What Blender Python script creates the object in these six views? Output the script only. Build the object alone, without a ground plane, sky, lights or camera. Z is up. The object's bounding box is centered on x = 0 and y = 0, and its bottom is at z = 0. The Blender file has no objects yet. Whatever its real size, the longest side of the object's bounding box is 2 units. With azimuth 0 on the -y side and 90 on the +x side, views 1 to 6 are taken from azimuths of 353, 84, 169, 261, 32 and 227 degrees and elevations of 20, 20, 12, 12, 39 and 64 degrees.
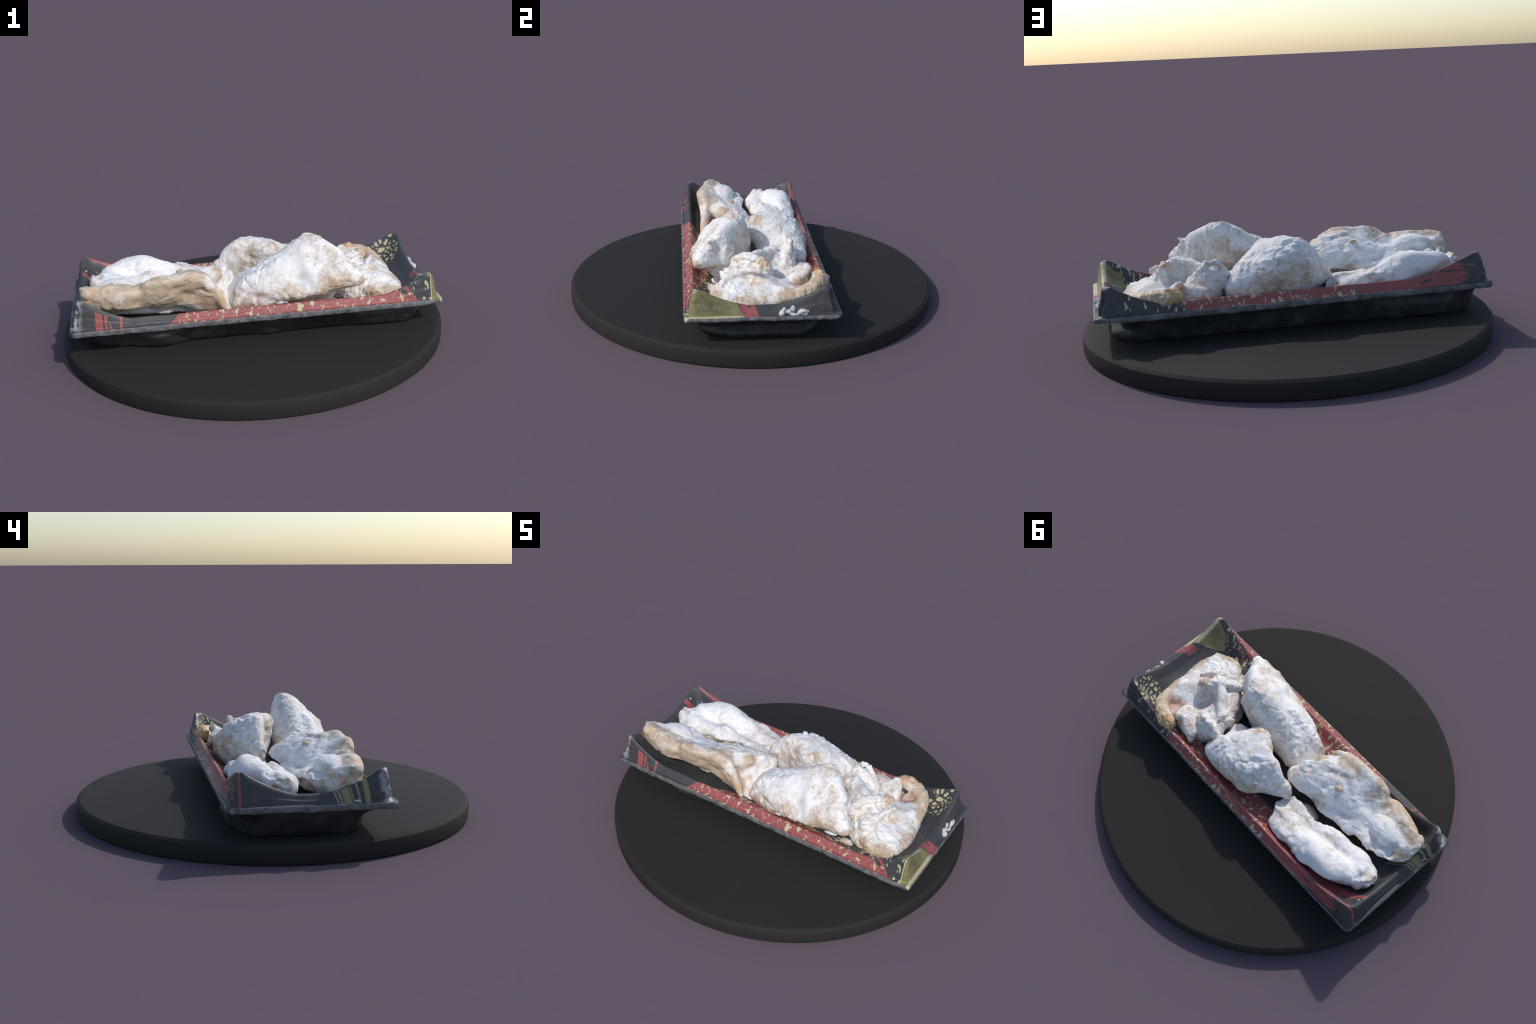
"""A black, red and gold printed food tray holding five floured chicken pieces,
standing on a round dark display board.  Everything is in metres, z up."""
import bpy, bmesh, math, random
import numpy as np
from mathutils import noise, Vector

random.seed(7)
rng = np.random.default_rng(7)
COL = bpy.context.scene.collection


# --------------------------------------------------------------------------
# shader-graph helper: arithmetic on node sockets
# --------------------------------------------------------------------------
class Graph:
    def __init__(self, name):
        self.mat = bpy.data.materials.new(name)
        self.mat.use_nodes = True
        self.t = self.mat.node_tree
        self.t.nodes.clear()
        self.out = self.t.nodes.new("ShaderNodeOutputMaterial")
        self.bsdf = self.t.nodes.new("ShaderNodeBsdfPrincipled")
        self.t.links.new(self.bsdf.outputs[0], self.out.inputs["Surface"])
        self.co = self.t.nodes.new("ShaderNodeTexCoord").outputs["Object"]

    def put(self, sock, v):
        if isinstance(v, S):
            v = v.s
        if isinstance(v, bpy.types.NodeSocket):
            self.t.links.new(v, sock)
        elif v is not None:
            sock.default_value = v

    def math(self, op, a, b=None, c=None, clamp=False):
        n = self.t.nodes.new("ShaderNodeMath")
        n.operation, n.use_clamp = op, clamp
        for i, v in enumerate((a, b, c)):
            if v is not None:
                self.put(n.inputs[i], v)
        return S(self, n.outputs[0])

    def xyz(self, vec=None):
        n = self.t.nodes.new("ShaderNodeSeparateXYZ")
        self.put(n.inputs[0], vec or self.co)
        return [S(self, o) for o in n.outputs]

    def vec(self, x, y, z):
        n = self.t.nodes.new("ShaderNodeCombineXYZ")
        for i, v in enumerate((x, y, z)):
            self.put(n.inputs[i], v)
        return n.outputs[0]

    def mapped(self, scale=(1, 1, 1), loc=(0, 0, 0), rot=(0, 0, 0), vec=None):
        n = self.t.nodes.new("ShaderNodeMapping")
        self.put(n.inputs["Vector"], vec or self.co)
        n.inputs["Scale"].default_value = scale
        n.inputs["Location"].default_value = loc
        n.inputs["Rotation"].default_value = rot
        return n.outputs[0]

    def noise(self, scale, detail=3.0, rough=0.55, vec=None, distort=0.0):
        n = self.t.nodes.new("ShaderNodeTexNoise")
        self.put(n.inputs["Vector"], vec or self.co)
        n.inputs["Scale"].default_value = scale
        n.inputs["Detail"].default_value = detail
        n.inputs["Roughness"].default_value = rough
        n.inputs["Distortion"].default_value = distort
        return S(self, n.outputs["Fac"])

    def voronoi(self, scale, feature="F1", vec=None, randomness=1.0):
        n = self.t.nodes.new("ShaderNodeTexVoronoi")
        n.feature = feature
        self.put(n.inputs["Vector"], vec or self.co)
        n.inputs["Scale"].default_value = scale
        n.inputs["Randomness"].default_value = randomness
        return S(self, n.outputs["Distance"])

    def step(self, v, lo, hi):
        n = self.t.nodes.new("ShaderNodeMapRange")
        n.interpolation_type = "SMOOTHSTEP"
        self.put(n.inputs["Value"], v)
        n.inputs["From Min"].default_value = lo
        n.inputs["From Max"].default_value = hi
        return S(self, n.outputs[0])

    def mix(self, fac, a, b):
        n = self.t.nodes.new("ShaderNodeMix")
        n.data_type = "RGBA"
        self.put(n.inputs["Factor"], fac)
        for k, v in (("A", a), ("B", b)):
            sock = next(i for i in n.inputs if i.name == k and i.type == "RGBA")
            if isinstance(v, tuple):
                v = (*v, 1.0)
            self.put(sock, v)
        return next(o for o in n.outputs if o.type == "RGBA")

    def bump(self, height, strength, distance):
        n = self.t.nodes.new("ShaderNodeBump")
        self.put(n.inputs["Height"], height)
        n.inputs["Strength"].default_value = strength
        n.inputs["Distance"].default_value = distance
        self.t.links.new(n.outputs[0], self.bsdf.inputs["Normal"])


class S:
    """A node socket that can be added, multiplied and compared."""
    def __init__(self, g, s):
        self.g, self.s = g, s
    def __add__(self, o): return self.g.math("ADD", self, o)
    def __radd__(self, o): return self.g.math("ADD", o, self)
    def __sub__(self, o): return self.g.math("SUBTRACT", self, o)
    def __rsub__(self, o): return self.g.math("SUBTRACT", o, self)
    def __mul__(self, o): return self.g.math("MULTIPLY", self, o)
    def __rmul__(self, o): return self.g.math("MULTIPLY", o, self)
    def __gt__(self, o): return self.g.math("GREATER_THAN", self, o)
    def __lt__(self, o): return self.g.math("LESS_THAN", self, o)
    def __or__(self, o): return self.g.math("MAXIMUM", self, o)
    def __and__(self, o): return self.g.math("MINIMUM", self, o)
    def inv(self): return self.g.math("SUBTRACT", 1.0, self)
    def abs(self): return self.g.math("ABSOLUTE", self)


X0, X1, Y0, Y1 = -0.940, 0.936, -0.388, 0.363      # outer edge of the tray flange
XM, YM = (X0 + X1) / 2, (Y0 + Y1) / 2


# --------------------------------------------------------------------------
# materials
# --------------------------------------------------------------------------
RED = (0.315, 0.085, 0.082)
GOLD = (0.50, 0.45, 0.27)
OLIVE = (0.19, 0.165, 0.070)
FLOUR = (0.85, 0.84, 0.83)  # white lightened to match sun glare overexposing the back-left piece


def printed_plastic():
    """Black film printed with red bands and gold flakes, powdered with flour.
    The print follows the plan position on the tray, as on a formed sheet."""
    g = Graph("printed_plastic")
    x, y, z = g.xyz()
    wob = (g.noise(9.0, 2.0) - 0.5) * 0.02
    f = y * -1.0                                 # distance towards the front
    # --- red band on the front side, cut off obliquely at both ends
    red_f = ((f > 0.255) & (x > (f - 0.31) * -1.7 - 0.345)) & (x < (f - 0.31) * 3.8 + 0.565)
    wedge_x = x - (f - 0.31) * 2.2
    wedge = ((f > 0.275) & (wedge_x > 0.655)) & (wedge_x < 0.675)
    # --- red band on the back side, torn into black slashes at its far end
    slash = g.noise(1.0, 2.0, vec=g.mapped((5.0, 60.0, 30.0), rot=(0, 0, -0.12)))
    tail = (x > (slash - 0.5) * 1.1 - 0.77)
    red_b = ((y > g.step(x, -0.55, -0.72) * 0.024 + 0.288) & (x < (y - 0.30) * -1.2 + 0.575)) & tail
    red_bi = ((y > 0.19) & (y < 0.2885)) & ((x < 0.50) & (x > -0.47))
    # streaks of red on the inside of the back left corner
    def streak(y0, slope, w, xa, xb):
        d = (y - ((x + 0.8) * slope + y0)).abs()
        return ((d < (x - xb) * w) & (x > xa)) & (x < -0.45)
    s1 = streak(0.222, 0.42, 0.13, -0.885, -0.97)
    s2 = streak(0.257, 0.50, 0.10, -0.82, -0.83)
    inside_b = (y < 0.30) & (y > 0.12)
    streaks = (s1 | s2) & inside_b
    edge = ((y - 0.302).abs() < 0.005) & (x < -0.72)
    # --- three bars and one stroke on the front left
    def bar(a, b):
        return ((x > a) & (x < b)) & (f > 0.338)
    low = f > 0.351
    bars = (bar(-0.81, -0.774) & low) | (((x + 0.757) < (0.385 - f) * 0.22) & bar(-0.766, -0.74) & low)
    bars = bars | (bar(-0.745, -0.715) & (f > (x + 0.745) * 0.7 + 0.357)) | (bar(-0.693, -0.679))
    # --- red mark on the right-hand end
    mark_c = y - (x - 0.875) * 0.55 + 0.094
    mark = ((mark_c.abs() < 0.036) & (x > 0.845)) & (g.noise(30.0, 1.0) > 0.36)
    red = red_f | wedge | red_b | red_bi | streaks | edge | bars | mark
    # --- gold: broken flakes over the red and the black right-hand part
    warp = g.mapped((42.0, 30.0, 16.0))
    flakes = g.noise(1.0, 1.2, 0.45, warp, 0.5)
    fine = g.noise(2.1, 1.5, 0.5, warp, 0.4)
    dense = g.noise(6.0, 1.0) * 0.12
    flake = g.step(flakes + dense, 0.660, 0.685) | g.step(fine + dense, 0.705, 0.735)
    on_front = ((f > 0.25) & (x > f * -1.7 + 0.19)) & (x < 0.93)
    on_back = ((y > 0.20) & (x > -0.26)) & (x < 0.58)
    cell = g.voronoi(26.0, "DISTANCE_TO_EDGE", g.mapped((1.0, 1.6, 1.0), rot=(0, 0, 0.5)))
    mosaic_on = ((y > (x - 0.74).abs() * 0.35 + 0.150) & (y < 0.312)) & ((x > 0.56) & (x < 0.869))
    mosaic = ((cell > g.noise(9.0, 1.0) * 0.5 - 0.07) & mosaic_on) & (g.noise(13.0, 1.0) > 0.40)
    sparse = ((y > 0.305) & (x > 0.55)) & (x < 0.80)
    speck = (flakes > 0.64) & sparse
    # solid gold corner with a scalloped inner border
    scallop = g.voronoi(13.0, "F1") * 0.06
    solid = ((x > (f - 0.2) * 0.45 + 0.69 + scallop) & (f > (x - 0.84) * -0.9 + 0.175)) & (f < 0.60)
    front_rest = (f > 0.315) & (x < 0.875)
    solid = solid & front_rest.inv()
    # gold strokes across the left-hand end
    q = y + (x + 0.88) * -0.55
    def stroke(a, b):
        return ((q > a) & (q < b)) & (x < -0.80)
    strokes = stroke(-0.104, -0.095) | stroke(-0.123, -0.110) | stroke(-0.160, -0.128) | stroke(-0.170, -0.164)
    strokes = strokes | stroke(-0.199, -0.189) | stroke(-0.241, -0.218)
    gold = ((flake & (on_front | on_back)) | mosaic | speck | solid | strokes) & (mark | streaks | bars).inv()
    # darker olive tone on the sheer outer face of the gold corner
    sheer = (x < 0.9145) & ((x > 0.880) | (x < 0.864))
    olive = (g.step(g.noise(14.0, 4.0, 0.6), 0.35, 0.6) * 0.20 + 0.78) * sheer
    goldc = g.mix(olive * solid, GOLD, OLIVE)
    base = g.mix(g.noise(25.0, 4.0), (0.040, 0.040, 0.043), (0.068, 0.068, 0.072))
    c = g.mix(red, base, g.mix(g.noise(1.0, 4.0, 0.6, g.mapped((8.0, 70.0, 40.0))), (0.25, 0.062, 0.060), (0.37, 0.105, 0.10)))
    goldc = g.mix(strokes * 0.75, goldc, OLIVE)
    smear = g.step(g.noise(9.0, 5.0, 0.7), 0.52, 0.66) * 0.55 * (solid | strokes)
    c = g.mix(gold * smear.inv(), c, goldc)
    # flour dust: fine specks, and a haze along the cut edge of the flange
    speckle = g.step(g.noise(150.0, 2.0, 0.6), 0.69, 0.76) * g.step(g.noise(7.0, 2.0), 0.48, 0.62)
    ax = (x - XM).abs() - (X1 - XM)
    ay = (y - YM).abs() - (Y1 - YM)
    outer = ax | ay
    rimline = g.step(outer, -0.0105, 0.0)
    c = g.mix(g.step(outer, -0.0055, -0.0035), c, base)
    haze = g.step(outer, -0.006, -0.002) * g.step(g.noise(26.0, 4.0, 0.65), 0.25, 0.85) * 0.34
    dust = g.math("MAXIMUM", speckle * 0.75, haze)
    corner = g.step(g.noise(40.0, 3.0), 0.3, 0.6) * g.step((x + 0.90).abs() + (y + 0.34).abs(), 0.055, 0.02)
    dust = g.math("MAXIMUM", dust, corner * 0.55)
    c = g.mix(dust, c, (0.62, 0.62, 0.64))
    g.put(g.bsdf.inputs["Base Color"], c)
    g.put(g.bsdf.inputs["Roughness"], g.step(g.noise(30.0, 3.0), 0.2, 0.8) * 0.2 + 0.42)
    # stippled sealing edge of the flange and slight unevenness
    dots = g.voronoi(110.0, "F1", randomness=0.1)
    g.bump(dots * rimline * 0.25 + g.noise(38.0, 5.0) * 0.9, 0.4, 0.004)
    return g.mat


def dull_plastic():
    g = Graph("dull_black_plastic")
    x, y, z = g.xyz()
    c = g.mix(g.step(g.noise(11.0, 5.0, 0.65), 0.45, 0.75), (0.018, 0.018, 0.020), (0.055, 0.053, 0.052))
    g.put(g.bsdf.inputs["Base Color"], c)
    g.bsdf.inputs["Roughness"].default_value = 0.6
    g.bump(g.noise(25.0, 5.0), 0.6, 0.008)
    return g.mat


def board_paint():
    g = Graph("charcoal_board")
    c = g.mix(g.noise(3.0, 3.0), (0.0235, 0.0215, 0.0200), (0.0260, 0.0240, 0.0225))
    g.put(g.bsdf.inputs["Base Color"], c)
    g.bsdf.inputs["Roughness"].default_value = 0.8
    g.bsdf.inputs["Specular IOR Level"].default_value = 0.22
    return g.mat


def floured_skin(name, cover=0.5, spots=(), seed=0.0, tan=(0.52, 0.385, 0.265)):
    """Tan skin under a broken coat of flour.  spots = (x, y, z, radius, weight,
    kind): where the flour is rubbed off ("skin"), extra thick ("flour") or
    pink flesh shows ("flesh") or orange fat ("fat")."""
    g = Graph(name)
    x, y, z = g.xyz()
    v = g.mapped((1, 1, 1), (seed * 3.1, seed * 1.7, seed * 2.3))
    big = g.noise(7.0, 3.0, 0.5, v)
    mid = g.noise(22.0, 5.0, 0.62, v, 0.6)
    fine = g.noise(85.0, 4.0, 0.65, v)
    cover_map = big * 0.60 + mid * 0.95 + fine * 0.45 - 1.00 + (cover - 0.5)
    flesh, fat = None, None
    for (sx, sy, sz, r, w, kind) in spots:
        d2 = ((x - sx) * (x - sx) + (y - sy) * (y - sy) + (z - sz) * (z - sz))
        m = g.step(d2, (r * 1.25) ** 2, (r * 0.35) ** 2) * w
        if kind == "skin":
            cover_map = cover_map - m
        elif kind == "flour":
            cover_map = cover_map + m
        elif kind == "flesh":
            flesh = m if flesh is None else g.math("MAXIMUM", flesh, m)
            cover_map = cover_map - m * 0.3
        else:
            fat = m if fat is None else g.math("MAXIMUM", fat, m)
            cover_map = cover_map - m * 0.35
    flour = g.step(cover_map, -0.36, 0.12)
    skin = g.mix(g.step(mid, 0.3, 0.7), tan, tuple(0.5 * t + 0.5 * s for t, s in zip(tan, (0.70, 0.60, 0.48))))
    if flesh is not None:
        skin = g.mix(flesh, skin, (0.50, 0.27, 0.20))
    if fat is not None:
        skin = g.mix(fat, skin, (0.58, 0.35, 0.165))
    beige = g.step(g.noise(26.0, 6.0, 0.68, v, 0.8), 0.42, 0.70) * (1.15 - cover)
    c = g.mix(flour, skin, g.mix(beige, FLOUR, (0.62, 0.555, 0.485)))
    vein = g.voronoi(11.0, "DISTANCE_TO_EDGE", g.mapped((1, 1, 1), (seed, 0, 0), vec=v))
    crack = g.step(vein + (mid - 0.5) * 0.12, 0.012, 0.002) * (flour.inv() * 0.35 + 0.12)
    c = g.mix(crack, c, (0.36, 0.27, 0.19))
    g.put(g.bsdf.inputs["Base Color"], c)
    g.put(g.bsdf.inputs["Roughness"], flour * 0.35 + 0.5)
    g.bsdf.inputs["Specular IOR Level"].default_value = 0.3
    g.bump(fine * 0.45 + mid * 0.7 + flour * 0.3, 0.38, 0.008)
    return g.mat


def loose_flour():
    g = Graph("loose_flour")
    c = g.mix(g.noise(60.0, 4.0), (0.42, 0.42, 0.42), (0.66, 0.66, 0.66))
    g.put(g.bsdf.inputs["Base Color"], c)
    g.bsdf.inputs["Roughness"].default_value = 0.9
    g.bump(g.noise(90.0, 4.0), 0.6, 0.004)
    return g.mat


# --------------------------------------------------------------------------
# mesh helpers
# --------------------------------------------------------------------------
def add_mesh(name, verts, faces, mat, parent=None, smooth=True):
    me = bpy.data.meshes.new(name)
    me.from_pydata([tuple(map(float, v)) for v in verts], [], faces)
    me.materials.append(mat)
    me.update()
    if smooth:
        me.polygons.foreach_set("use_smooth", [True] * len(me.polygons))
    ob = bpy.data.objects.new(name, me)
    COL.objects.link(ob)
    ob.parent = parent
    return ob


def catmull(pts, n):
    """n points along a smooth curve through pts (rows of numbers)."""
    p = np.asarray(pts, float)
    q = np.vstack([2 * p[0] - p[1], p, 2 * p[-1] - p[-2]])
    out = []
    for t in np.linspace(0, len(p) - 1 - 1e-9, n):
        i = int(t)
        u = t - i
        a, b, c, d = q[i:i + 4]
        out.append(0.5 * (2 * b + (c - a) * u + (2 * a - 5 * b + 4 * c - d) * u ** 2 + (3 * b - a - 3 * c + d) * u ** 3))
    return np.array(out)


def ico(subdiv):
    bm = bmesh.new()
    bmesh.ops.create_icosphere(bm, subdivisions=subdiv, radius=1.0)
    v = np.array([t.co[:] for t in bm.verts])
    f = [[t.index for t in fc.verts] for fc in bm.faces]
    bm.free()
    return v, f


ICO5, ICO3 = ico(5), ico(3)


def star_body(centre, scale, pts, soft=0.006):
    """Closed lump whose surface runs through hand-placed 3D points: the radius
    is a multiquadric function of direction, in a space stretched by scale."""
    centre, scale = np.array(centre), np.array(scale)
    p = (np.array(pts) - centre) / scale
    r = np.linalg.norm(p, axis=1)
    u = p / r[:, None]
    ker = lambda a, b: -np.sqrt(((a[:, None] - b[None]) ** 2).sum(2) + 0.09 ** 2)
    # interpolate 1 / radius: between points the surface then runs flat, like a
    # facet, instead of swelling into an arc
    n = len(u)
    lin = np.column_stack([np.ones(n), u])
    A = np.zeros((n + 4, n + 4))
    A[:n, :n] = ker(u, u) + soft * np.eye(n)
    A[:n, n:], A[n:, :n] = lin, lin.T
    w = np.linalg.solve(A, np.append(1.0 / r, np.zeros(4)))
    d, f = ICO5
    d = d / scale                                # even spread over the stretched body
    d /= np.linalg.norm(d, axis=1)[:, None]
    inv = ker(d, u) @ w[:n] + w[n] + d @ w[n + 1:]
    rad = 1.0 / np.clip(inv, 0.8 / r.max(), 1.3 / r.min())
    return centre + d * np.maximum(rad, 0.12)[:, None] * scale, f


def tube(pts, ring=20, per=10):
    """Round-ended sausage along rows of (x, y, z, radius)."""
    c = catmull(pts, per * len(pts))
    verts, faces = [], []
    axis = np.gradient(c[:, :3], axis=0)
    axis /= np.linalg.norm(axis, axis=1)[:, None]
    up = np.array([0.13, 0.21, 0.97])
    path = [(c[0, :3] - axis[0] * c[0, 3] * s, axis[0], c[0, 3] * math.sqrt(1 - s * s)) for s in (0.98, 0.8, 0.45)]
    path += [(c[i, :3], axis[i], c[i, 3]) for i in range(len(c))]
    path += [(c[-1, :3] + axis[-1] * c[-1, 3] * s, axis[-1], c[-1, 3] * math.sqrt(1 - s * s)) for s in (0.45, 0.8, 0.98)]
    for o, t, r in path:
        a = np.cross(t, up); a /= np.linalg.norm(a)
        b = np.cross(t, a)
        for k in range(ring):
            th = 2 * math.pi * k / ring
            verts.append(o + r * (math.cos(th) * a + math.sin(th) * b))
    m = len(path)
    for i in range(m - 1):
        for k in range(ring):
            k2 = (k + 1) % ring
            faces.append([i * ring + k, i * ring + k2, (i + 1) * ring + k2, (i + 1) * ring + k])
    faces.append(list(range(ring))[::-1])
    faces.append([(m - 1) * ring + k for k in range(ring)])
    return np.array(verts), faces


def blob(c, r):
    v, f = ICO3
    return np.array(c) + v * np.array(r), f


def remeshed(shells, voxel, rounds):
    """Union of closed shells as one even mesh, softened where they join."""
    verts, faces, k = [], [], 0
    for v, f in shells:
        verts.extend(map(tuple, v))
        faces.extend([[i + k for i in fc] for fc in f])
        k += len(v)
    me = bpy.data.meshes.new("tmp")
    me.from_pydata(verts, [], faces)
    ob = bpy.data.objects.new("tmp", me)
    COL.objects.link(ob)
    m = ob.modifiers.new("r", "REMESH")
    m.mode, m.voxel_size = "VOXEL", voxel
    m = ob.modifiers.new("s", "SMOOTH")
    m.factor, m.iterations = 0.5, rounds
    dg = bpy.context.evaluated_depsgraph_get()
    new = bpy.data.meshes.new_from_object(ob.evaluated_get(dg))
    bpy.data.objects.remove(ob)
    bpy.data.meshes.remove(me)
    return new


def seg_dist(p, a, b):
    a, b = np.array(a), np.array(b)
    d = b - a
    t = np.clip(((p - a) @ d) / (d @ d), 0, 1)
    return np.linalg.norm(p - (a + t[:, None] * d), axis=1)


def get_co(me):
    co = np.empty(len(me.vertices) * 3, np.float32)
    me.vertices.foreach_get("co", co)
    return co.reshape(-1, 3).astype(float)


def get_no(me):
    no = np.empty(len(me.vertices) * 3, np.float32)
    me.vertex_normals.foreach_get("vector", no)
    return no.reshape(-1, 3).astype(float)


def wrinkle(me, seed, lump=0.007, mid=0.004, grain=0.0012, pits=0.007, folds=(), stretch=(1, 1, 1)):
    """Lumps, small knobs, pits and drawn-out creases along the normals.
    folds = (list of points, width, height): negative heights are creases."""
    co, no = get_co(me), get_no(me)
    off = np.zeros(len(co))
    so = Vector((seed * 5.3, seed * 2.9, seed * 7.1))
    st = np.array(stretch)
    for i, c in enumerate(co * st):
        q = Vector(c) + so
        rough = min(1.6, max(0.15, 0.8 + 1.9 * noise.noise(q * 5.5 + Vector((4, 8, 2)))))
        w = q + noise.noise_vector(q * 9.0) * 0.03
        knob = max(0.0, noise.noise(w * 31.0) - 0.05)
        line = abs(noise.noise(w * 13.0 + Vector((9, 3, 1))))
        off[i] = (lump * noise.noise(w * 10.0) + mid * rough * (1.6 * knob + 0.5 * noise.noise(w * 24.0))
                  + grain * rough * (noise.noise(q * 62.0) + 0.8 * noise.noise(q * 120.0))
                  - pits * max(0.0, 1.0 - line * 9.0) * rough * 0.55)
    for pts, width, height in folds:
        d = np.min([seg_dist(co, pts[i], pts[i + 1]) for i in range(len(pts) - 1)], axis=0)
        off += height * np.exp(-(d / width) ** 2)
    co += no * off[:, None]
    me.vertices.foreach_set("co", co.astype(np.float32).ravel())
    me.update()


def chicken(name, label, shells, mat, seed, voxel=0.0055, rounds=4, **kw):
    me = remeshed(shells, voxel, rounds)
    wrinkle(me, seed, **kw)
    me.name = name
    me.materials.clear()
    me.materials.append(mat)
    me.polygons.foreach_set("use_smooth", [True] * len(me.polygons))
    ob = bpy.data.objects.new(name, me)
    COL.objects.link(ob)
    ob["label"] = label
    ob["category"] = "floured chicken piece"
    return ob


# --------------------------------------------------------------------------
# display board
# --------------------------------------------------------------------------
def display_board():
    seg = 256
    prof = [(0.0, 0.0), (0.992, 0.0), (0.998, 0.004), (1.0, 0.012), (1.0, 0.0705), (0.9975, 0.0765),
            (0.984, 0.088), (0.980, 0.089), (0.975, 0.0895), (0.0, 0.0895)]
    verts, faces, rings = [], [], []
    for r, z in prof:
        if r == 0.0:
            rings.append([len(verts)])
            verts.append((0, 0, z))
        else:
            rings.append(list(range(len(verts), len(verts) + seg)))
            verts += [(r * math.cos(2 * math.pi * k / seg), r * math.sin(2 * math.pi * k / seg), z) for k in range(seg)]
    for a, b in zip(rings, rings[1:]):
        for k in range(seg):
            k2 = (k + 1) % seg
            if len(a) == 1:
                faces.append([a[0], b[k2], b[k]])
            elif len(b) == 1:
                faces.append([a[k], a[k2], b[0]])
            else:
                faces.append([a[k], a[k2], b[k2], b[k]])
    ob = add_mesh("display_board", verts, faces, board_paint())
    ob.data.set_sharp_from_angle(angle=math.radians(25))
    ob["label"] = "thick round charcoal board with a chamfered rim"
    ob["category"] = "display stand"


# --------------------------------------------------------------------------
# tray
# --------------------------------------------------------------------------
N_LONG, N_SHORT, N_ARC = 150, 64, 14


def loop(inset, radius):
    """Rounded rectangle, inset from the flange edge; one point per column.
    inset = (left, right, front, back)."""
    l, r, fr, bk = inset
    x0, x1, y0, y1 = X0 + l, X1 - r, Y0 + fr, Y1 - bk
    pts = []
    corners = [((x0 + radius, y0 + radius), math.pi), ((x1 - radius, y0 + radius), 1.5 * math.pi),
               ((x1 - radius, y1 - radius), 0.0), ((x0 + radius, y1 - radius), 0.5 * math.pi)]
    for i, (c, a0) in enumerate(corners):
        for k in range(N_ARC):
            a = a0 + 0.5 * math.pi * k / N_ARC
            pts.append((c[0] + radius * math.cos(a), c[1] + radius * math.sin(a)))
        a = a0 + 0.5 * math.pi
        s = np.array((c[0] + radius * math.cos(a), c[1] + radius * math.sin(a)))
        c2, a2 = corners[(i + 1) % 4]
        e = np.array((c2[0] + radius * math.cos(a2), c2[1] + radius * math.sin(a2)))
        n = N_LONG if i % 2 == 0 else N_SHORT
        pts += [tuple(s + (e - s) * k / n) for k in range(n)]
    return np.array(pts)


def crest_lift(x, y):
    """How far the rim rises towards the four corners."""
    cx = np.where(x < 0, x + 0.883, 0.877 - x)
    cy = np.where(y < 0, y + 0.335, 0.305 - y)
    reach_long = np.where((x < 0) & (y > 0), 0.37, 0.25)
    t = np.where(cx > cy, (cx - 0.024) / (reach_long - 0.024), (cy - 0.024) / 0.235)
    high = np.where(x < 0, 0.099, np.where(y < 0, 0.084, 0.089))
    return high * np.clip(1 - np.clip(t, 0, 1), 0, 1) ** 1.5


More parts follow.
